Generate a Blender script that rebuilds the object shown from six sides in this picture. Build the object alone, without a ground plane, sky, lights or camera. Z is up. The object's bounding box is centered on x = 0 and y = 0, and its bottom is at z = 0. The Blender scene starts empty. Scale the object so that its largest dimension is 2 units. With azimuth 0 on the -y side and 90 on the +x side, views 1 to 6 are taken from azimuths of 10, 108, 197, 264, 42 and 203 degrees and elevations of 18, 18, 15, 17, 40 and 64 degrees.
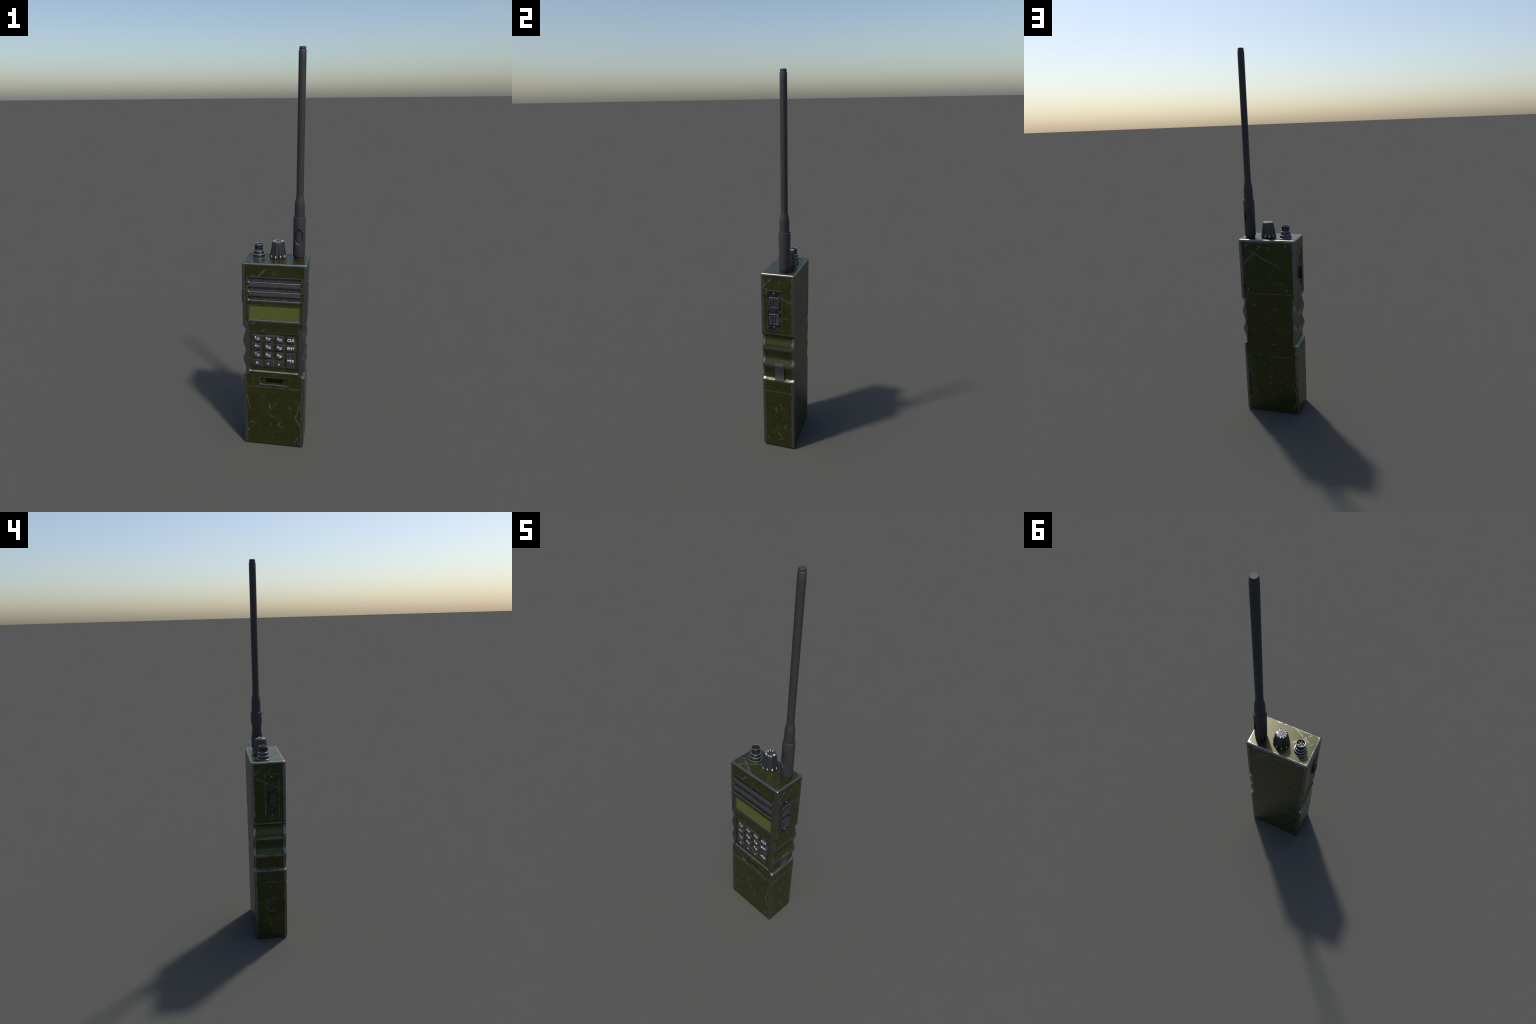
import bpy, bmesh, math, random
from mathutils import Vector, Matrix

random.seed(7)
# ------------------------------------------------------------------ sizes (metres)
CX, CY = 0.0045, -0.0014     # the case sits a little to +x: the side button sticks out on -x
HX, HY = 0.1577, 0.0889      # half width, half depth of the case
ZT, ZS = 1.030, 0.353        # top of the case, seam between case and battery pack
XR, XL = CX + HX, CX - HX
YF, YB = CY - HY, CY + HY
COL = bpy.context.scene.collection

# ------------------------------------------------------------------ mesh helpers
def obj_from_bm(bm, name, mat=None, parent=None, smooth=35):
    bmesh.ops.recalc_face_normals(bm, faces=bm.faces[:])
    me = bpy.data.meshes.new(name)
    bm.to_mesh(me); bm.free()
    ob = bpy.data.objects.new(name, me)
    COL.objects.link(ob)
    if mat: me.materials.append(mat)
    if parent: ob.parent = parent
    if smooth: smooth_by_angle(ob, smooth)
    return ob

def smooth_by_angle(ob, deg):
    me = ob.data
    for p in me.polygons: p.use_smooth = True
    me.set_sharp_from_angle(angle=math.radians(deg))

def weight_normals(ob):
    m = ob.modifiers.new("wn", 'WEIGHTED_NORMAL'); m.keep_sharp = True; m.weight = 100
    bake(ob)

def bake(ob):
    dg = bpy.context.evaluated_depsgraph_get()
    me = bpy.data.meshes.new_from_object(ob.evaluated_get(dg), depsgraph=dg)
    old = ob.data; ob.modifiers.clear(); ob.data = me; me.name = ob.name
    bpy.data.meshes.remove(old)

def loft_bm(rings, cap=True, bm=None):
    bm = bm or bmesh.new()
    vs = [[bm.verts.new(p) for p in r] for r in rings]
    n = len(rings[0])
    for a, b in zip(vs, vs[1:]):
        for i in range(n):
            j = (i + 1) % n
            bm.faces.new((a[i], a[j], b[j], b[i]))
    if cap:
        bm.faces.new(list(reversed(vs[0]))); bm.faces.new(vs[-1])
    return bm

def rrect(w, h, r, seg=5):
    """rounded rectangle outline, centred, counter-clockwise"""
    r = max(min(r, w / 2 - 1e-5, h / 2 - 1e-5), 1e-5)
    pts = []
    for qx, qy, a0 in ((1, 1, 0), (-1, 1, 90), (-1, -1, 180), (1, -1, 270)):
        for k in range(seg + 1):
            a = math.radians(a0 + 90 * k / seg)
            pts.append((qx * (w / 2 - r) + r * math.cos(a), qy * (h / 2 - r) + r * math.sin(a)))
    return pts

def ellipse(a, b, n=32, p=1.0):
    f = lambda c: math.copysign(abs(c) ** p, c)
    return [(a * f(math.cos(2 * math.pi * i / n)), b * f(math.sin(2 * math.pi * i / n))) for i in range(n)]

def place(face, pts, cu, cv, depth):
    """put a 2D outline on a face of the case; depth is positive INTO the case"""
    if face == 'front': return [(cu + a, YF + depth, cv + b) for a, b in pts]
    if face == 'back':  return [(cu + a, YB - depth, cv + b) for a, b in pts]
    if face == 'right': return [(XR - depth, cu + a, cv + b) for a, b in pts]
    if face == 'left':  return [(XL + depth, cu + a, cv + b) for a, b in pts]

def lathe_bm(profile, cx=0, cy=0, seg=48, bm=None):
    """revolve (r, z) pairs around a vertical axis"""
    bm = bm or bmesh.new()
    rings = []
    for r, z in profile:
        if r < 1e-6: rings.append([bm.verts.new((cx, cy, z))])
        else: rings.append([bm.verts.new((cx + r * math.cos(2 * math.pi * i / seg), cy + r * math.sin(2 * math.pi * i / seg), z)) for i in range(seg)])
    for a, b in zip(rings, rings[1:]):
        for i in range(seg):
            j = (i + 1) % seg
            if len(a) == 1 and len(b) == 1: continue
            if len(a) == 1: bm.faces.new((a[0], b[i], b[j]))
            elif len(b) == 1: bm.faces.new((a[i], a[j], b[0]))
            else: bm.faces.new((a[i], a[j], b[j], b[i]))
    return bm

def cut(ob, cutters, weld=True):
    """subtract a list of closed bmeshes from ob"""
    for cb in cutters:
        c = obj_from_bm(cb, "cutter", smooth=0)
        m = ob.modifiers.new("cut", 'BOOLEAN'); m.operation = 'DIFFERENCE'; m.solver = 'EXACT'; m.object = c
        bake(ob)
        me = c.data; bpy.data.objects.remove(c); bpy.data.meshes.remove(me)

def rect_cutter(face, cu, cv, w, h, depth, r=0.003, lip=0.0015, floor_in=0.0004):
    """recess with a chamfered mouth"""
    R = []
    for off, d in ((lip + 0.002, -0.002), (0.0, lip), (-floor_in, depth)):
        R.append(place(face, rrect(w + 2 * off, h + 2 * off, r + max(off, 0)), cu, cv, d))
    return loft_bm(R)

def slab(face, pts_fn, cu, cv, back, front, edge=0.001, name="plate", mat=None, parent=None):
    """plate lying on a face, from depth `back` to depth `front` (smaller = further out), softened rim"""
    R = [place(face, pts_fn(0), cu, cv, back), place(face, pts_fn(0), cu, cv, front + edge),
         place(face, pts_fn(-edge * 0.35), cu, cv, front + edge * 0.35), place(face, pts_fn(-edge), cu, cv, front)]
    ob = obj_from_bm(loft_bm(R), name, mat, parent, smooth=50)
    weight_normals(ob)
    return ob

# ------------------------------------------------------------------ node expression helper
class S:
    """scalar socket with arithmetic that builds Math nodes"""
    nt = None
    def __init__(s, sock): s.k = sock
    @staticmethod
    def op(o, *a, clamp=False):
        n = S.nt.nodes.new('ShaderNodeMath'); n.operation = o; n.use_clamp = clamp
        for i, x in enumerate(a):
            if isinstance(x, S): S.nt.links.new(x.k, n.inputs[i])
            else: n.inputs[i].default_value = x
        return S(n.outputs[0])
    def __add__(a, b): return S.op('ADD', a, b)
    __radd__ = __add__
    def __sub__(a, b): return S.op('SUBTRACT', a, b)
    def __rsub__(a, b): return S.op('SUBTRACT', b, a)
    def __mul__(a, b): return S.op('MULTIPLY', a, b)
    __rmul__ = __mul__
    def __abs__(a): return S.op('ABSOLUTE', a)
    def min(a, b): return S.op('MINIMUM', a, b)
    def max(a, b): return S.op('MAXIMUM', a, b)
    def lt(a, b): return S.op('LESS_THAN', a, b)
    def sign(a): return S.op('SIGN', a)

def below(x, thr, soft):
    """1 where x < thr, fading out over soft"""
    if isinstance(thr, S) or thr != 0.0: x = x - thr
    n = S.nt.nodes.new('ShaderNodeMapRange'); n.interpolation_type = 'SMOOTHSTEP'
    S.nt.links.new(x.k, n.inputs[0])
    n.inputs[1].default_value = 0.0; n.inputs[2].default_value = soft
    n.inputs[3].default_value = 1.0; n.inputs[4].default_value = 0.0
    return S(n.outputs[0])

def noise(vec, scale, detail=3.0, rough=0.55, dist=0.0):
    n = S.nt.nodes.new('ShaderNodeTexNoise')
    n.inputs['Scale'].default_value = scale; n.inputs['Detail'].default_value = detail
    n.inputs['Roughness'].default_value = rough; n.inputs['Distortion'].default_value = dist
    S.nt.links.new(vec, n.inputs['Vector'])
    return S(n.outputs['Fac'])

class Worst:
    """running maximum of wear masks"""
    def __init__(s, m): s.m = m
    def append(s, k): s.m = s.m.max(k)

def new_mat(name):
    m = bpy.data.materials.new(name); m.use_nodes = True
    S.nt = m.node_tree
    return m, m.node_tree, m.node_tree.nodes['Principled BSDF']

def coords(nt):
    tc = nt.nodes.new('ShaderNodeTexCoord'); sp = nt.nodes.new('ShaderNodeSeparateXYZ')
    nt.links.new(tc.outputs['Object'], sp.inputs[0])
    return tc.outputs['Object'], S(sp.outputs[0]), S(sp.outputs[1]), S(sp.outputs[2])

def mixrgb(nt, f, a, b):
    n = nt.nodes.new('ShaderNodeMix'); n.data_type = 'RGBA'
    for i, x in ((0, f), (6, a), (7, b)):
        if isinstance(x, S): nt.links.new(x.k, n.inputs[i])
        elif hasattr(x, 'links'): nt.links.new(x, n.inputs[i])
        else: n.inputs[i].default_value = x if i == 0 else (*x, 1)
    return n.outputs[2]

# ------------------------------------------------------------------ wear pattern of the painted case
# scratches on the unrolled face: (u, z) polylines and half width; every face carries the same set
SCRATCHES = [
    (0.0029, (-.038, .999), (-.081, .955), (-.140, .891)), (0.0020, (-.105, .968), (-.027, .925), (.068, .879)),
    (0.0013, (-.063, .934), (-.070, .915), (-.080, .897)), (0.0014, (-.117, .982), (-.132, .970)),
    (0.0006, (.010, .993), (.0, .975)), (0.0012, (.009, .840), (.019, .823)), (0.0012, (.032, .791), (.053, .788)),
    (0.0012, (.060, .789), (.118, .781)), (0.0015, (-.135, .848), (-.131, .840)), (0.0016, (-.144, .697), (-.121, .689)),
    (0.0016, (-.135, .711), (-.094, .712)), (0.0014, (-.054, .675), (-.039, .682)), (0.0014, (-.089, .655), (-.076, .660)),
    (0.0013, (.013, .650), (.033, .632), (.043, .659)), (0.0014, (-.126, .505), (-.108, .516), (-.082, .501)),
    (0.0014, (.047, .524), (.033, .503), (.045, .493)), (0.0012, (-.011, .558), (.004, .547)), (0.0014, (-.108, .406), (-.097, .396)),
    (0.0013, (.053, .682), (.062, .691)), (0.0016, (.002, .425), (.029, .428)),
    (0.0018, (-.138, .305), (-.127, .244), (-.119, .214)), (0.0018, (-.145, .067), (-.094, .129), (-.109, .141), (-.125, .129)),
    (0.0018, (.149, .289), (.126, .198), (.118, .181), (.147, .129)), (0.0013, (.126, .198), (.155, .179)),
    (0.0017, (.071, .270), (.078, .259)), (0.0019, (.083, .246), (.092, .234)), (0.0019, (-.011, .222), (-.018, .238), (-.016, .253)),
    (0.0013, (-.018, .238), (.006, .245), (.030, .252)), (0.0012, (.006, .272), (.021, .257)), (0.0014, (-.023, .202), (-.010, .182), (.005, .173), (.022, .179)),
    (0.0020, (-.047, .296), (-.045, .293)), (0.0020, (-.011, .132), (-.007, .120)), (0.0016, (-.002, .095), (.010, .070)),
    (0.0013, (.0, .045), (.017, .054), (.034, .048)), (0.0013, (-.063, .049), (-.054, .057)), (0.0014, (.043, .146), (.029, .132), (.044, .118)),
    (0.0011, (-.007, .332), (.007, .319)), (0.0014, (.026, .061), (.013, .052), (.019, .036)), (0.0014, (.116, .028), (.132, .060)),
]
KEY_X = (-.0795, -.0227, .0342, .0902)
KEY_Z = (.6315, .5857, .5396, .4922)
KEYPAD = (-.1225, .1310, .4415, .6635)          # x0, x1, z0, z1 at the front face
SCREEN_FRAME = (-.1252, .1355, .7244, .8127)
SLOTS = [(.9305, .9555), (.8822, .9074), (.8367, .8597)]
SLOT_X = (-.1252, .1353)
RELEASE = (-.0677, .0822, .3687, .4090)

PAINT_A, PAINT_B = (0.0150, 0.0165, 0.0036), (0.0250, 0.0272, 0.0038)
BARE = (0.225, 0.227, 0.225)

def painted_metal(name, z0, z1, front=True, sides=True):
    m, nt, bsdf = new_mat(name)
    vec, x, y, z = coords(nt)
    n1 = noise(vec, 38, 4); n2 = noise(vec, 160, 3); n3 = noise(vec, 9, 3)
    wob = (n1 - 0.5) * 0.027 + (n2 - 0.5) * 0.010
    dx = HX - abs(x - CX); dy = HY - abs(y - CY); dz = (ZT - z).min(z)
    upright = dx.max(dy)                                # distance to the nearest upright edge
    level = dz.max(dx.min(dy))                          # distance to the top or bottom edges
    onfb = dy.lt(dx)                                    # front or back face
    grip = below(abs(z - 0.560), 0.125, 0.02)
    thr = 0.0122 + grip * onfb * (0.0095 + y.lt(0.0) * 0.009)
    masks = Worst(below(upright + wob, thr, 0.0038))
    masks.append(below(level + wob * 0.5, 0.0035 + S.op('GREATER_THAN', z, 0.9) * 0.0045, 0.0020))
    side = below(dx, 0.0145, 0.001)
    if sides:                                           # ridges of the hand grip
        for zc, w in ((.611, .0055), (.511, .0055), (.694, .0030), (.4212, .0026)):
            masks.append(below(abs(z - zc) + wob * 0.7, w - .0012, 0.0048) * side)
    masks.append(below(abs(z - ZS) + wob * 0.55, 0.0022, 0.0018) * 0.8)
    def outline(u, v, r, w, gate, grow=0.0):
        cu, cv, hw, hh = (r[0] + r[1]) / 2, (r[2] + r[3]) / 2, (r[1] - r[0]) / 2 + grow, (r[3] - r[2]) / 2 + grow
        d = (abs(u - cu) - hw).max(abs(v - cv) - hh)
        return below(abs(d) + wob * 0.30, w, 0.0018) * gate
    fgate = y.lt(-0.07)
    if front:
        masks.append(outline(x, z, KEYPAD, .0030, fgate))
        masks.append(outline(x, z, SCREEN_FRAME, .0036, fgate, -0.0026))
        masks.append(outline(x, z, RELEASE, .0015, fgate))
        for a, b in SLOTS:
            masks.append(below((abs(x - .005) - .130).max(abs(z - (a + b) / 2) - (b - a) / 2) + wob * 0.5, .0030, .003) * fgate)
        d = (abs(x - .005) - .128).max(abs(z - .8965) - .060)   # rubbed area between the sound slots
        masks.append(below(d + wob, -0.004, 0.004) * fgate * below((n1 - 0.5), 0.06, 0.09) * 0.88)
        for kx in KEY_X:                                # rubbed rings round the keys
            for kz in KEY_Z:
                if kx > .08 and kz < .56: continue
                d = (abs(x - kx) - .0215).max(abs(z - kz) - .0167)
                masks.append(below(abs(d - .003) + wob * 0.5, .0012, .0025) * fgate * below(n3, 0.50, 0.12) * 0.45)
    if sides:
        masks.append(outline(y, z, (-.0555, .0178, .7245, .9392), .0009, side * (x - CX).sign().max(0.0)))
        masks.append(outline(y, z, (-.0537, .0171, .7242, .9650), .0008, side * (CX - x).sign().max(0.0)))
    masks.append(outline(x, z, (-.1370, .1442, .7275, 1.0158), .0017, y.lt(0.08) * -1.0 + 1.0))
    # scratches in unrolled face coordinates
    istop = dz.lt(dx.min(dy)) * S.op('GREATER_THAN', z, 0.9)
    uside = onfb * (y.sign() * x * -1.0) + (1.0 - onfb) * ((x - CX).sign() * y)
    u = istop * x + (1.0 - istop) * uside
    v = istop * (y + 1.004) + (1.0 - istop) * z
    wu = (noise(vec, 60, 2) - 0.5) * 0.008
    comb = nt.nodes.new('ShaderNodeCombineXYZ')
    nt.links.new((u + wu).k, comb.inputs[0]); nt.links.new((v - wu * 0.6).k, comb.inputs[1])
    def vmath(op, a, b, scale=None):
        n = nt.nodes.new('ShaderNodeVectorMath'); n.operation = op
        for i, q in enumerate((a, b)):
            if q is None: continue
            if isinstance(q, tuple): n.inputs[i].default_value = q
            else: nt.links.new(q, n.inputs[i])
        if scale is not None: nt.links.new(scale.k, n.inputs['Scale'])
        return n
    scr = {True: None, False: None}                     # long deep scratches, faint broken ones
    for s in SCRATCHES:
        w, pts = s[0], s[1:]
        for a, b in zip(pts, pts[1:]):
            if max(a[1], b[1]) < z0 - .01 or min(a[1], b[1]) > z1 + .01: continue
            ba = (b[0] - a[0], b[1] - a[1]); bb = ba[0] ** 2 + ba[1] ** 2
            pa = vmath('SUBTRACT', comb.outputs[0], (a[0], a[1], 0)).outputs[0]
            h = S.op('MULTIPLY', S(vmath('DOT_PRODUCT', pa, (ba[0], ba[1], 0)).outputs['Value']), 1 / bb, clamp=True)
            q = vmath('SCALE', (ba[0], ba[1], 0), None, h).outputs[0]
            d = S(vmath('LENGTH', vmath('SUBTRACT', pa, q).outputs[0], None).outputs['Value']) - w
            bold = w >= 0.0018
            scr[bold] = d if scr[bold] is None else scr[bold].min(d)
    if scr[True] is not None:
        masks.append(below(scr[True] + (n2 - 0.5) * 0.0100, -0.0008, 0.0034) * below(n1, 0.56, 0.16) * below(noise(vec, 75, 3, 0.6), 0.48, 0.16) * 0.62)
    if scr[False] is not None:
        masks.append(below(scr[False] + (n2 - 0.5) * 0.0110, -0.0004, 0.0038) * below(noise(vec, 17, 4, 0.65), 0.465, 0.09) * below(noise(vec, 75, 3, 0.6), 0.47, 0.16) * 0.58)
    # small chips, denser towards the battery pack
    chip = noise(vec, 210, 2, 0.5)
    dens = 0.765 - below(z, 0.25, 0.25) * 0.03 - (n3 - 0.5) * 0.16
    masks.append(below(dens - chip, 0.0, 0.03) * 0.65)
    M = masks.m
    # colour
    blot = below(noise(vec, 14, 5, 0.6) * -1.0, -0.56, 0.28)
    speck = below(noise(vec, 330, 2) * -1.0, -0.60, 0.10) * below(n3 * -1.0, -0.42, 0.2)
    paint = mixrgb(nt, blot, PAINT_B, PAINT_A)
    paint = mixrgb(nt, speck * 0.42, paint, (0.058, 0.062, 0.008))
    bare = mixrgb(nt, n2, tuple(c * 0.75 for c in BARE), tuple(c * 1.2 for c in BARE))
    nt.links.new(mixrgb(nt, M, paint, bare), bsdf.inputs['Base Color'])
    bsdf.inputs['Specular Tint'].default_value = (0.98, 1.0, 0.68, 1); bsdf.inputs['Specular IOR Level'].default_value = 0.58
    nt.links.new(M.k, bsdf.inputs['Metallic'])
    rough = (noise(vec, 22, 5, 0.65) - 0.5) * 0.22 + 0.31 + M * 0.04
    nt.links.new(rough.k, bsdf.inputs['Roughness'])
    bump = nt.nodes.new('ShaderNodeBump'); bump.inputs['Strength'].default_value = 0.025; bump.inputs['Distance'].default_value = 0.001
    nt.links.new(noise(vec, 160, 3).k, bump.inputs['Height']); nt.links.new(bump.outputs[0], bsdf.inputs['Normal'])
    return m

def plain(name, col, rough=0.45, metal=0.0, vary=0.12, scale=60, bump=0.0, spec=0.5, deep=0.001):
    m, nt, bsdf = new_mat(name)
    vec, x, y, z = coords(nt)
    n = noise(vec, scale, 4)
    nt.links.new(mixrgb(nt, n, tuple(c * (1 - vary) for c in col), tuple(c * (1 + vary) for c in col)), bsdf.inputs['Base Color'])
    bsdf.inputs['Metallic'].default_value = metal
    bsdf.inputs['Specular IOR Level'].default_value = spec
    nt.links.new(((noise(vec, scale * 0.6, 3) - 0.5) * 0.12 + rough).k, bsdf.inputs['Roughness'])
    if bump:
        b = nt.nodes.new('ShaderNodeBump'); b.inputs['Strength'].default_value = bump; b.inputs['Distance'].default_value = deep
        nt.links.new(noise(vec, scale * 4, 3).k, b.inputs['Height']); nt.links.new(b.outputs[0], bsdf.inputs['Normal'])
    return m

def worn_black(name, col, bare, thr=0.60, rings=(), scale=90, blotch=0.42):
    """blackened metal rubbed bright in blotches and on given heights"""
    m, nt, bsdf = new_mat(name)
    vec, x, y, z = coords(nt)
    n = noise(vec, scale, 5, 0.65)
    M = below(n * -1.0, -thr, 0.14) * blotch
    for zc, w in rings:
        M = M.max(below(abs(z - zc) + (n - 0.5) * w * 1.2, w, w * 0.6))
    nt.links.new(mixrgb(nt, M, col, bare), bsdf.inputs['Base Color'])
    nt.links.new((M * 0.85).k, bsdf.inputs['Metallic'])
    nt.links.new((0.36 + (n - 0.5) * 0.2).k, bsdf.inputs['Roughness'])
    return m

MAT_CASE = painted_metal("olive_paint_case", ZS, ZT)
MAT_BATT = painted_metal("olive_paint_battery", 0.0, ZS, front=False, sides=False)
MAT_COVER = painted_metal("olive_paint_cover", 0.70, ZT, front=False, sides=False)
MAT_RUBBER = plain("antenna_rubber", (0.026, 0.026, 0.027), 0.6, vary=0.08)
MAT_KNOB = plain("knob_plastic", (0.026, 0.026, 0.028), 0.33, vary=0.10)
MAT_KEY = plain("key_rubber", (0.030, 0.030, 0.032), 0.6, vary=0.10)
MAT_LATCH = plain("latch_plastic", (0.046, 0.046, 0.050), 0.5, vary=0.06)
MAT_WHITE = plain("white_print", (0.80, 0.80, 0.82), 0.45, vary=0.05)
MAT_LCD = plain("lcd_glass", (0.098, 0.107, 0.024), 0.5, vary=0.03, scale=20, spec=0.25)
MAT_STEEL = plain("screw_steel", (0.24, 0.24, 0.27), 0.38, metal=0.9, vary=0.2, scale=200)
MAT_GRILLE = plain("grille_metal", (0.075, 0.076, 0.078), 0.27, metal=0.9, vary=0.8, scale=120, bump=1.0, deep=0.003)
MAT_BRASS = plain("gold_contact", (0.50, 0.34, 0.13), 0.35, metal=1.0, vary=0.1)
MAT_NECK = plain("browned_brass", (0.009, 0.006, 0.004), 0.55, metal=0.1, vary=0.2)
MAT_BLACK = plain("black_insert", (0.012, 0.012, 0.014), 0.5)
MAT_BUTTON = plain("button_rubber", (0.024, 0.026, 0.031), 0.5, vary=0.1)
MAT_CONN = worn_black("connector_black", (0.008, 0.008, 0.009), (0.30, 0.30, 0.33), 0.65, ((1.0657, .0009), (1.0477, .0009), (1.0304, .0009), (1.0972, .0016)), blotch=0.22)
MAT_SPK = worn_black("speaker_plate_black", (0.008, 0.008, 0.010), (0.15, 0.15, 0.165), 0.645, scale=45)
MAT_FRAME = plain("mesh_frame_metal", (0.10, 0.10, 0.108), 0.42, metal=0.5, vary=0.35, scale=120)
MAT_MESH = plain("mesh_metal", (0.125, 0.125, 0.13), 0.4, metal=0.8, vary=0.4, scale=200)

# ------------------------------------------------------------------ the thing
radio = bpy.data.objects.new("handheld_radio", None); COL.objects.link(radio)
radio["label"] = "scratched olive green military handheld radio with tall black antenna"
radio["category"] = "handheld radio"

# ---- case: lofted rounded box with a wavy grip on both sides
def smooth_between(z, keys):
    """cosine interpolation through (z, value) keys, z descending"""
    for (za, va), (zb, vb) in zip(keys, keys[1:]):
        if zb <= z <= za:
            t = (za - z) / (za - zb); t = 0.5 - 0.5 * math.cos(math.pi * t)
            return va + (vb - va) * t
    return 0.0
GRIP = [(.697, -.0008), (.678, .0128), (.6115, .0003), (.556, .0120), (.5110, .0003), (.452, .0134), (.433, .0133)]
def case_ring(z, inset, grip):
    w, d = 2 * (HX - inset - grip), 2 * (HY - inset)
    return [(CX + a, CY + b, z) for a, b in rrect(w, d, max(0.0075 - inset * 0.3, 0.002), 4)]
def arc_levels(z_edge, rad, up):
    out = []
    for k in range(5):
        a = math.radians(90 * k / 4)
        out.append((z_edge - up * rad * (1 - math.sin(a)), rad * (1 - math.cos(a))))
    return out    # from flank (k=0) to flat end (k=4)
rings = [case_ring(z, i, -.0008) for z, i in reversed(arc_levels(ZT, .0085, 1))]
zs = [.697 - k * (.697 - .4215) / 120 for k in range(121)]
def cove(z):                                           # hollow running out into the sharp lower lip
    return .0133 * (1 - ((.433 - z) / .0115) ** 1.5)
for z in zs: rings.append(case_ring(z, 0, smooth_between(z, GRIP) if z >= .433 else max(cove(z), 0)))
rings.append(case_ring(.4203, -.0001, 0))
for z, i in ((ZS + .0018, 0), (ZS + .0013, .0009), (ZS + .0011, .004)): rings.append(case_ring(z, i, 0))
case = obj_from_bm(loft_bm(rings), "case", MAT_CASE, radio, smooth=0)

cutters = []
for a, b in SLOTS:
    cutters.append(rect_cutter('front', sum(SLOT_X) / 2, (a + b) / 2, SLOT_X[1] - SLOT_X[0] - .003, b - a - .003, .010, r=.003, lip=.0018))
# screen window: shallow with a long sloping sill
def rect_ring(x0, x1, z0, z1, d, r):
    return place('front', rrect(x1 - x0, z1 - z0, r), (x0 + x1) / 2, (z0 + z1) / 2, d)
cutters.append(loft_bm([rect_ring(-.1272, .1375, .7205, .8140, -.002, .002), rect_ring(-.1252, .1355, .7244, .8127, 0, .0018),
                        rect_ring(-.1190, .1290, .7325, .8095, .0045, .001), rect_ring(-.1190, .1290, .7325, .8095, .0065, .001)]))
# keypad tray: sloping lower sill
k0, k1, k2, k3 = KEYPAD
cutters.append(loft_bm([rect_ring(k0 - .003, k1 + .003, k2 - .0025, k3 + .003, -.002, .003), rect_ring(k0 + .0005, k1 - .0005, k2 + .0015, k3 - .0005, .0015, .003),
                        rect_ring(k0 + .001, k1 - .001, k2 + .0060, k3 - .001, .0062, .003)]))
# battery release pocket: shallow outer step and a deep middle
r0, r1, r2, r3 = RELEASE
cutters.append(rect_cutter('front', (r0 + r1) / 2, (r2 + r3) / 2, r1 - r0 - .002, r3 - r2 - .002, .007, r=.004, lip=.0008))
cutters.append(rect_cutter('front', .0072, (r2 + r3) / 2, 0.086, r3 - r2 - .0035, .034, r=.001, lip=.0005))
# seats of the back cover and of the two side plates
cutters.append(loft_bm([place('back', rrect(.2812, .2883, .003), .0036, .87165, d) for d in (-.002, .006)]))
cutters.append(loft_bm([place('left', rrect(.0708, .2408, .002), -.0183, .8446, d) for d in (-.003, .0042)]))
cutters.append(loft_bm([place('left', ellipse(.0178, .0132, 32), -.0172, .7712, d) for d in (.001, .012)]))
cut(case, cutters)
smooth_by_angle(case, 33); weight_normals(case)

# ---- battery pack
rings = [case_ring(z, i, 0) for z, i in ((0.0, .0078), (.0008, .0062), (.0068, .0008), (.0085, 0), (ZS - .0018, 0), (ZS - .0013, .0009), (ZS - .0011, .006), (ZS + .02, .0065))]
batt = obj_from_bm(loft_bm(rings), "battery_pack", MAT_BATT, radio, smooth=33)
weight_normals(batt)

# ---- fasteners
def screw_mesh(name, r, h, dimple=False):
    prof = [(r, -.002), (r, h * .35), (r * .86, h * .75), (r * .55, h * .96)]
    prof += [(r * .45, h), (r * .40, h * .3), (0, h * .3)] if dimple else [(0, h)]
    bm = lathe_bm(prof, seg=20)
    bmesh.ops.recalc_face_normals(bm, faces=bm.faces[:])
    me = bpy.data.meshes.new(name); bm.to_mesh(me); bm.free()
    me.materials.append(MAT_STEEL)
    for p in me.polygons: p.use_smooth = True
    me.set_sharp_from_angle(angle=math.radians(40))
    return me
SCREW = screw_mesh("screw", .0050, .0022); SCREW_D = screw_mesh("screw_dimpled", .0050, .0018, True)
TURN = {'front': Matrix.Rotation(math.pi / 2, 4, 'X'), 'back': Matrix.Rotation(-math.pi / 2, 4, 'X'),
        'right': Matrix.Rotation(math.pi / 2, 4, 'Y'), 'left': Matrix.Rotation(-math.pi / 2, 4, 'Y')}
def add_screw(face, u, v, depth, parent, me=SCREW):
    ob = bpy.data.objects.new("screw", me); COL.objects.link(ob); ob.parent = parent
    ob.matrix_world = Matrix.Translation(place(face, [(0, 0)], u, v, depth)[0]) @ TURN[face]
    return ob

# ---- back cover with four screws
cover = slab('back', lambda o: rrect(.2768 + 2 * o, .2839 + 2 * o, .002), .0036, .87165, .0058, 0.0003, .001, "back_cover", MAT_COVER, radio)
for sx in (.1189, -.1024):
    for sz in (.9994, .7489):
        add_screw('back', sx, sz, 0.0003, cover)

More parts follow.
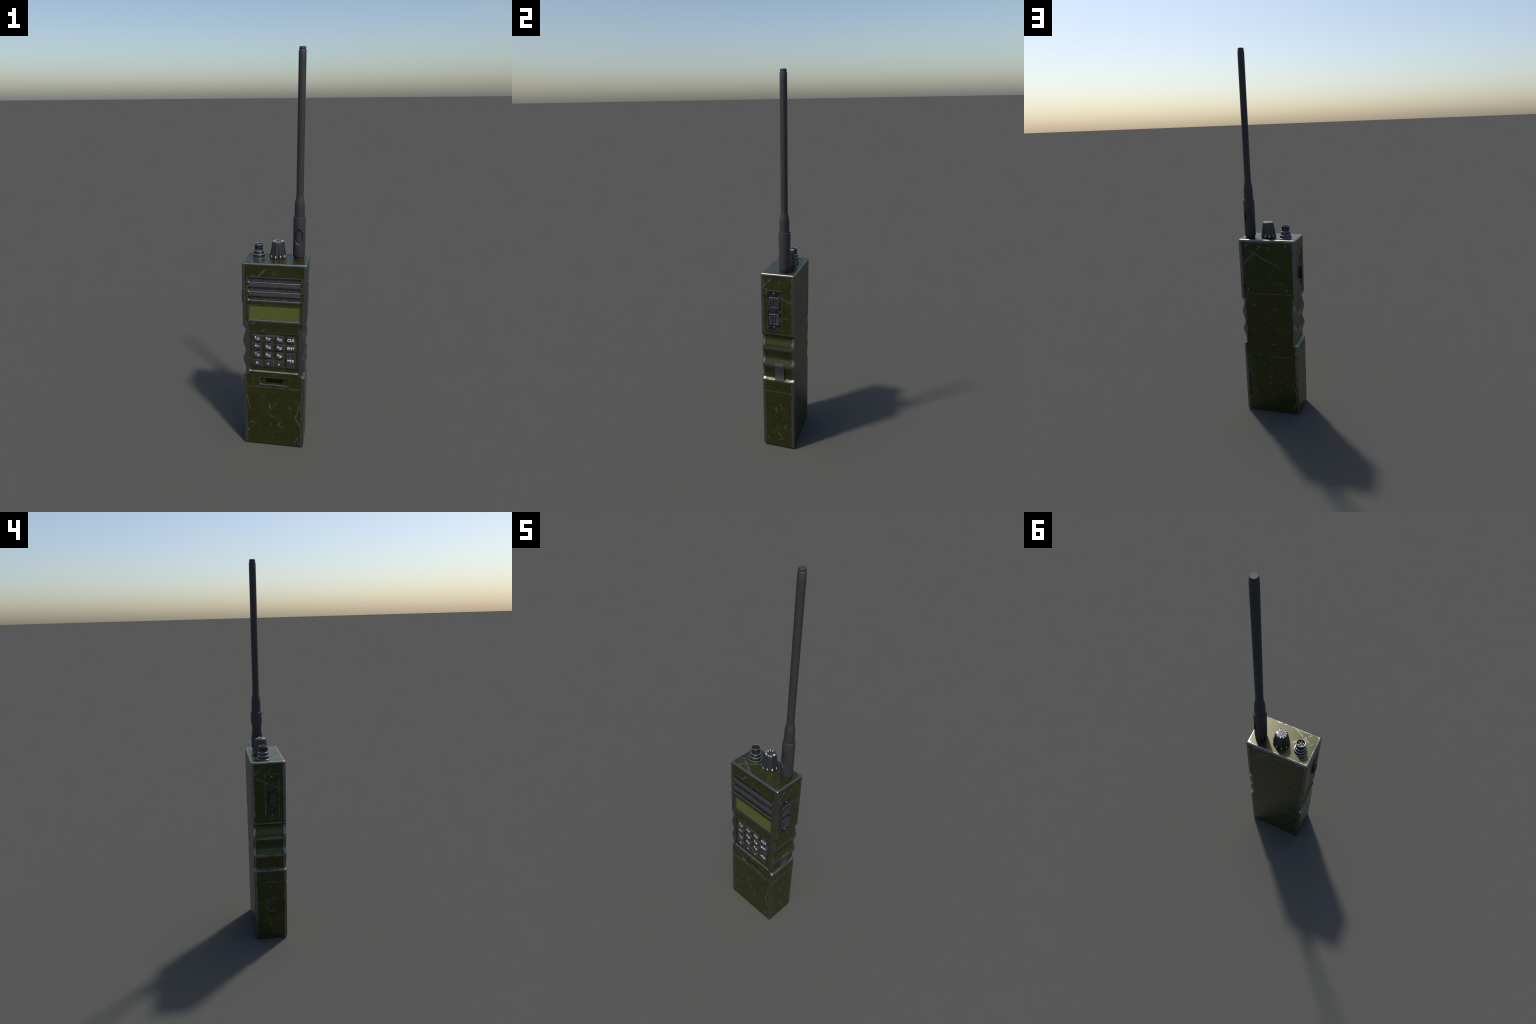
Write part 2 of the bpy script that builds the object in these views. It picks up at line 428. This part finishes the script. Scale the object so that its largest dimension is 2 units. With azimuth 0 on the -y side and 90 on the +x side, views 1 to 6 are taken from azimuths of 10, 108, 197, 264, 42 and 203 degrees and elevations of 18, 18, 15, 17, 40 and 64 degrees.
# ---- left control plate: talk button, pilot button, inset button
plate = slab('left', lambda o: rrect(.0688 + 2 * o, .2388 + 2 * o, .0015), -.0183, .8446, .0040, .0016, .0006, "control_plate", MAT_CASE, radio)
cut(plate, [loft_bm([place('left', ellipse(.0178 + e, .0132 + e, 32), -.0172, .7712, d) for e, d in ((.002, -.0005), (.0, .0022), (.0, .012))])])
smooth_by_angle(plate, 40); weight_normals(plate)
add_screw('left', -.0160, .9482, .0016, plate, SCREW_D); add_screw('left', -.0168, .7432, .0016, plate, SCREW)
slab('left', lambda o: ellipse(.0118 + o, .0240 + o, 40, 1.25), -.0185, .9035, .003, -.0016, .0009, "volume_button", MAT_BUTTON, plate)
boss = slab('left', lambda o: rrect(.0345 + 2 * o, .0752 + 2 * o, .0172 + o, 10), -.0183, .8295, .003, -.0112, .0016, "button_boss", MAT_CASE, plate)
slab('left', lambda o: rrect(.0318 + 2 * o, .0725 + 2 * o, .0159 + o, 10), -.0183, .8295, -.0100, -.0141, .0014, "talk_button", MAT_BUTTON, plate)
slab('left', lambda o: ellipse(.0170 + o, .0124 + o, 32), -.0172, .7712, .0100, .0042, .001, "inset_button", MAT_BUTTON, plate)

# ---- right speaker plate with two mesh windows
spk = slab('right', lambda o: rrect(.0733 + 2 * o, .2147 + 2 * o, .0012), -.01885, .83185, .002, -.0022, .0008, "speaker_plate", MAT_SPK, radio)
add_screw('right', -.0199, .9243, -.0022, spk); add_screw('right', -.0199, .7382, -.0022, spk)
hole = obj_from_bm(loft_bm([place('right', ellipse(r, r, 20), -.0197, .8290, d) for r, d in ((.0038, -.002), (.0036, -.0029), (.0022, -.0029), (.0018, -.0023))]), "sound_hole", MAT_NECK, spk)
for zc in (.8733, .7817):
    yc = -.0204
    fr = bmesh.new()
    outer, inner = rrect(.0530, .0585, .005), rrect(.0445, .0505, .0025)
    rr = [place('right', outer, yc, zc, -.001), place('right', outer, yc, zc, -.0036), place('right', rrect(.0515, .0570, .0045), yc, zc, -.0044),
          place('right', rrect(.0460, .0520, .003), yc, zc, -.0044), place('right', inner, yc, zc, -.0030), place('right', inner, yc, zc, -.0021)]
    frame = obj_from_bm(loft_bm(rr, bm=fr), "mesh_frame", MAT_FRAME, spk, smooth=40)
    bm = bmesh.new()                                  # six columns of ten little wire crossings
    for i in range(6):
        yy = yc + (i - 2.5) * .0083
        for j in range(10):
            zz = zc + (j - 4.5) * .00515
            t = random.uniform(.9, 1.1)
            loft_bm([place('right', rrect(.0030 * t * k, .0029 * t * k, .0008 * k, 2), yy, zz, d) for k, d in ((1, -.0018), (1, -.0028), (.6, -.0035))], bm=bm)
    wires = obj_from_bm(bm, "wire_mesh", MAT_MESH, spk, smooth=40); wires["kind"] = "stuff"

# ---- battery latch: bowed strap on the right side
lat = [(.1440, .5235), (.1590, .5235), (.1648, .5210), (.1674, .5095), (.1648, .4950), (.1600, .4760), (.1568, .4590), (.1560, .4470), (.1582, .4362),
       (.1642, .4225), (.1632, .4192), (.1440, .4185)]
y0, y1 = -.0205, .0300
bm = bmesh.new()
prof = []
for y, ins in ((y0, .0007), (y0 + .0008, 0), (y1 - .0008, 0), (y1, .0007)):
    prof.append([(px - (ins if px > .16 else 0), y, pz) for px, pz in lat])
loft_bm(prof, bm=bm)
latch = obj_from_bm(bm, "battery_latch", MAT_LATCH, radio, smooth=18)

# ---- speaker grilles in the three front slots
for k, (a, b) in enumerate(SLOTS):
    bm = bmesh.new()
    x0, x1 = SLOT_X[0] + .0018, SLOT_X[1] - .0018
    zc, h = (a + b) / 2, b - a - .0034
    back = YF + .0098
    def bar(xa, xb, za, zb, yt, yb):                  # bar whose face leans back towards the top
        p = [(xa, yb, za), (xb, yb, za), (xb, yt, zb), (xa, yt, zb)]
        q = [(px, back, pz) for px, _, pz in p]
        f = [bm.verts.new(c) for c in p]; g = [bm.verts.new(c) for c in q]
        bm.faces.new(f); bm.faces.new(g[::-1])
        for i in range(4): bm.faces.new((f[i], g[i], g[(i + 1) % 4], f[(i + 1) % 4]))
    bar(x0, x1, zc - h / 2, zc + h / 2, YF + .0085, YF + .0060)
    n = 40; pitch = (x1 - x0) / n
    for i in range(n):
        xa = x0 + (i + .22 + random.uniform(-.08, .08)) * pitch
        lean = random.uniform(-.0010, .0010)
        if k == 1:
            lean -= .0; top = zc + h * random.uniform(-.10, .10)
        else:
            top = zc + h * random.uniform(.25, .46)
        bar(xa, xa + pitch * random.uniform(.42, .62), zc - h / 2 + h * random.uniform(.02, .14), top, YF + .0062 + lean * .6, YF + .0034 + lean)
    obj_from_bm(bm, "speaker_grille", MAT_GRILLE, radio, smooth=30)

# ---- screen
slab('front', lambda o: rrect(.2476 + 2 * o, .0766 + 2 * o, .0008), .0050, .7710, .0063, .0046, .0003, "screen", MAT_LCD, radio)

# ---- lettering helper
def text_bm(body, size, width=None, bold=0.0, depth=.0003):
    cu = bpy.data.curves.new("text", 'FONT'); cu.body = body; cu.size = 1.0
    cu.align_x = 'CENTER'; cu.align_y = 'CENTER'; cu.offset = bold; cu.resolution_u = 3
    ob = bpy.data.objects.new("text", cu); COL.objects.link(ob)
    dg = bpy.context.evaluated_depsgraph_get(); dg.update()
    me = bpy.data.meshes.new_from_object(ob.evaluated_get(dg), depsgraph=dg)
    bpy.data.objects.remove(ob); bpy.data.curves.remove(cu)
    bm = bmesh.new(); bm.from_mesh(me); bpy.data.meshes.remove(me)
    xs = [v.co.x for v in bm.verts]; ys = [v.co.y for v in bm.verts]
    cx, cy, w, h = (min(xs) + max(xs)) / 2, (min(ys) + max(ys)) / 2, max(xs) - min(xs), max(ys) - min(ys)
    sy = size / h; sx = (width / w) if width else sy
    for v in bm.verts: v.co = Vector(((v.co.x - cx) * sx, (v.co.y - cy) * sy, 0))
    return thicken(bm, depth)
def thicken(bm, depth):
    r = bmesh.ops.extrude_face_region(bm, geom=bm.faces[:])
    for g in r['geom']:
        if isinstance(g, bmesh.types.BMVert): g.co.z += depth
    return bm
def poly_bm(pts, depth=.0003):
    bm = bmesh.new(); bm.faces.new([bm.verts.new((a, b, 0)) for a, b in pts]); return thicken(bm, depth)
def join_bm(dst, src, mat):
    src.transform(mat)
    me = bpy.data.meshes.new("t"); src.to_mesh(me); src.free(); dst.from_mesh(me); bpy.data.meshes.remove(me)
def at(x, y): return Matrix.Translation((x, y, 0))

# ---- keypad
KEY_TOP = -.0005                                       # depth of the key faces against the front
def key(cx, cz, w, h):
    return slab('front', lambda o: rrect(w + 2 * o, h + 2 * o, .0085 + o, 5), cx, cz, .0075, KEY_TOP, .0016, "key", MAT_KEY, radio)
def legend(parent, cx, cz, parts):
    bm = bmesh.new()
    for p, m in parts: join_bm(bm, p, m)
    bm.transform(Matrix.Translation((cx, YF + KEY_TOP + .0001, cz)) @ TURN['front'])
    obj_from_bm(bm, "key_legend", MAT_WHITE, parent, smooth=0)
def dial(digit, upper, lower):
    parts = [(text_bm(digit, .0128, .0046 if digit == '1' else .0090, .018), at(-.0078, .0022)), (text_bm(upper, .0060, .0150, .012), at(.0058, .0000))]
    if lower == 'tri_up': parts.append((poly_bm([(-.0065, -.003), (.0065, -.003), (.003, .003), (-.003, .003)]), at(.0045, -.0070)))
    elif lower == 'tri_down': parts.append((poly_bm([(-.0065, .003), (-.004, -.002), (0, -.0035), (.004, -.002), (.0065, .003)]), at(.0045, -.0068)))
    elif lower: parts.append((text_bm(lower, .0056, .0040 * len(lower), .012), at(.0052, -.0076)))
    return parts
LEGENDS = [[("1", "ABC", "CALL"), ("2", "DEF", "LT"), ("3", "GHI", "MODE")],
           [("4", "JKL", ""), ("5", "MNO", "ZERO"), ("6", "PQR", "tri_up")],
           [("7", "STU", "OPT"), ("8", "VWX", "PGM"), ("9", "YZ#", "tri_down")]]
for r in range(4):
    for c in range(4):
        cx, cz = KEY_X[c], KEY_Z[r]
        if c == 3 and r > 1: continue
        k = key(cx, cz, .0430, .0338)
        if c == 3:
            legend(k, cx, cz, [(text_bm(("CLR", "ENT")[r], .0152, .0370, .018), at(.0005, -.0005))])
        elif r < 3:
            legend(k, cx - .0010, cz + .0015, dial(*LEGENDS[r][c]))
        elif c == 0:
            legend(k, cx, cz, [(text_bm("0", .0120, .0085, .03), at(-.003, .001)), (poly_bm([(-.0025, .0015), (0, -.0025), (.0025, .0015)]), at(.0062, -.002))])
        else:
            s = -1 if c == 1 else 1
            legend(k, cx, cz, [(poly_bm([(-.0032 * s, .0058), (-.0032 * s, -.0058), (.0042 * s, 0)]), at(-.002, -.001))])
pk = key(.0908, .5155, .0495, .0870)
legend(pk, .0908, .5155, [(text_bm("PRE", .0128, .0325, .016), at(-.001, .0005)), (text_bm("+", .0045, None, .03), at(-.001, .0135)), (text_bm("-", .0012, .0040, .02), at(-.001, -.0115))])

# ---- antenna
AX, AY = .1131, .0243
whip = obj_from_bm(lathe_bm([(.0, 1.20), (.0244, 1.20), (.0247, 1.245), (.0242, 1.297), (.0236, 1.305), (.0219, 1.314), (.0189, 1.330), (.0178, 1.337), (.0174, 1.345),
                             (.0173, 1.95), (.0172, 1.9835), (.0163, 1.9855), (.0146, 1.9872), (.0143, 1.9885), (.0147, 1.9898), (.0156, 1.9915), (.0154, 1.9940), (.0145, 1.9980),
                             (.0134, 1.9997), (.0, 2.0)], AX, AY, 40), "antenna", MAT_RUBBER, radio, smooth=30)
sleeve = obj_from_bm(lathe_bm([(.0, 1.0375), (.0255, 1.0375), (.0280, 1.0388), (.0293, 1.0425), (.0300, 1.06), (.0300, 1.2345), (.0295, 1.2372), (.0278, 1.2385), (.0240, 1.2385), (.0, 1.2386)], AX, AY, 64),
                       "antenna_sleeve", MAT_RUBBER, whip, smooth=0)
thumbs = []
for s in (-1, 1):                                     # finger scoops on the front and the back
    R = []
    for hw, hh, yy in ((.0195, .0275, .0090), (.0198, .0290, .0236), (.0208, .0350, .0262), (.0217, .0405, .0286), (.0224, .0432, .0330)):
        R.append([(AX + a, AY + s * yy, 1.1415 + b) for a, b in rrect(2 * hw, 2 * hh, hw, 8)])
    thumbs.append(loft_bm(R))
obj_from_bm(lathe_bm([(.0, 1.06), (.0250, 1.06), (.0250, 1.225), (.0, 1.225)], AX, AY, 64), "antenna_core", MAT_RUBBER, whip, smooth=30)
cut(sleeve, thumbs)
smooth_by_angle(sleeve, 28)
obj_from_bm(lathe_bm([(.0, 1.020), (.0262, 1.020), (.0262, 1.0305), (.0250, 1.0318), (.0250, 1.039), (.0, 1.039)], AX, AY, 40), "antenna_socket", MAT_NECK, whip, smooth=30)

# ---- channel knob: fluted cone with printed numbers
KX, KY = .0110, .0163
RIDGE0 = math.radians(7)
def knob_ring(z, R, d, seg=120):
    out = []
    for i in range(seg):
        t = 2 * math.pi * i / seg
        r = R - d * (1 - abs(math.cos(5 * (t - RIDGE0))) ** 1.3)
        out.append((KX + r * math.cos(t), KY + r * math.sin(t), z))
    return out
def rad(z): return .0415 + (.0287 - .0415) * (z - 1.033) / (1.1135 - 1.033)
rings = [knob_ring(1.0315, .0385, .0030), knob_ring(1.0325, .0410, .0048)]
for k in range(1, 11):
    z = 1.0325 + k * (1.1115 - 1.0325) / 10
    rings.append(knob_ring(z, rad(z), .0050 - .0036 * k / 10))
rings += [knob_ring(1.1132, .0280, .0012), knob_ring(1.1143, .0266, .0006), knob_ring(1.1146, .0180, 0)]
knob = obj_from_bm(loft_bm(rings), "channel_knob", MAT_KNOB, radio, smooth=45)
obj_from_bm(lathe_bm([(.0, 1.02), (.022, 1.02), (.022, 1.034), (.0, 1.034)], KX, KY, 24), "knob_shaft", MAT_BLACK, knob, smooth=30)
marks = bmesh.new()
for k in range(8):
    a = math.radians(102 + 31.6 * k)
    M = Matrix.Translation((KX + .0215 * math.cos(a), KY + .0215 * math.sin(a), 1.11455)) @ Matrix.Rotation(a + math.pi / 2, 4, 'Z')
    join_bm(marks, text_bm(str(k + 1), .0090, .0036 if k == 0 else .0064, .022), M)
a = math.radians(11)
join_bm(marks, poly_bm(ellipse(.0056, .0056, 24), .0006), Matrix.Translation((KX + .0212 * math.cos(a), KY + .0212 * math.sin(a), 1.11435)))
obj_from_bm(marks, "knob_numbers", MAT_WHITE, knob, smooth=0)
marks = bmesh.new()
for k in range(9):
    a = RIDGE0 + math.radians(72 + 36 * k)
    zc = 1.0425; r = rad(zc) + .0001
    M = Matrix.Translation((KX + r * math.cos(a), KY + r * math.sin(a), zc)) @ Matrix.Rotation(a + math.pi / 2, 4, 'Z') @ Matrix.Rotation(math.radians(90 - 8.5), 4, 'X')
    join_bm(marks, text_bm(str((k + 1) % 10), .0122, .0034 if k == 0 else .0066, .022), M)
obj_from_bm(marks, "knob_side_numbers", MAT_WHITE, knob, smooth=0)

# ---- headset connector: stepped socket with six gold pins
PX, PY = -.0862, .0158
conn = obj_from_bm(lathe_bm([(.0, 1.022), (.0350, 1.022), (.0350, 1.0285), (.0343, 1.0303), (.0318, 1.0312), (.0311, 1.0335), (.0306, 1.0455), (.0296, 1.0475), (.0268, 1.0483),
                             (.0262, 1.0500), (.0257, 1.0638), (.0247, 1.0655), (.0222, 1.0662), (.0213, 1.0685), (.0206, 1.0760), (.0212, 1.0880), (.0219, 1.0935), (.0216, 1.0962),
                             (.0208, 1.0976), (.0196, 1.0975), (.0189, 1.0962), (.0186, 1.0830), (.0, 1.0830)], PX, PY, 40), "headset_connector", MAT_CONN, radio, smooth=40)
obj_from_bm(lathe_bm([(.0, 1.0835), (.0170, 1.0835), (.0170, 1.0845), (.0, 1.0846)], PX, PY, 32), "connector_insert", MAT_BLACK, conn, smooth=30)
pin_bm = lathe_bm([(.0021, 1.083), (.0021, 1.0918), (.0016, 1.0930), (.0, 1.0934)], 0, 0, 14)
pin0 = obj_from_bm(pin_bm, "contact_pin", MAT_BRASS, conn, smooth=40); pin0.location = (PX, PY, 0)
for k in range(5):
    a = math.radians(53 + 72 * k)
    p = pin0.copy(); COL.objects.link(p); p.location = (PX + .0112 * math.cos(a), PY + .0112 * math.sin(a), 0)
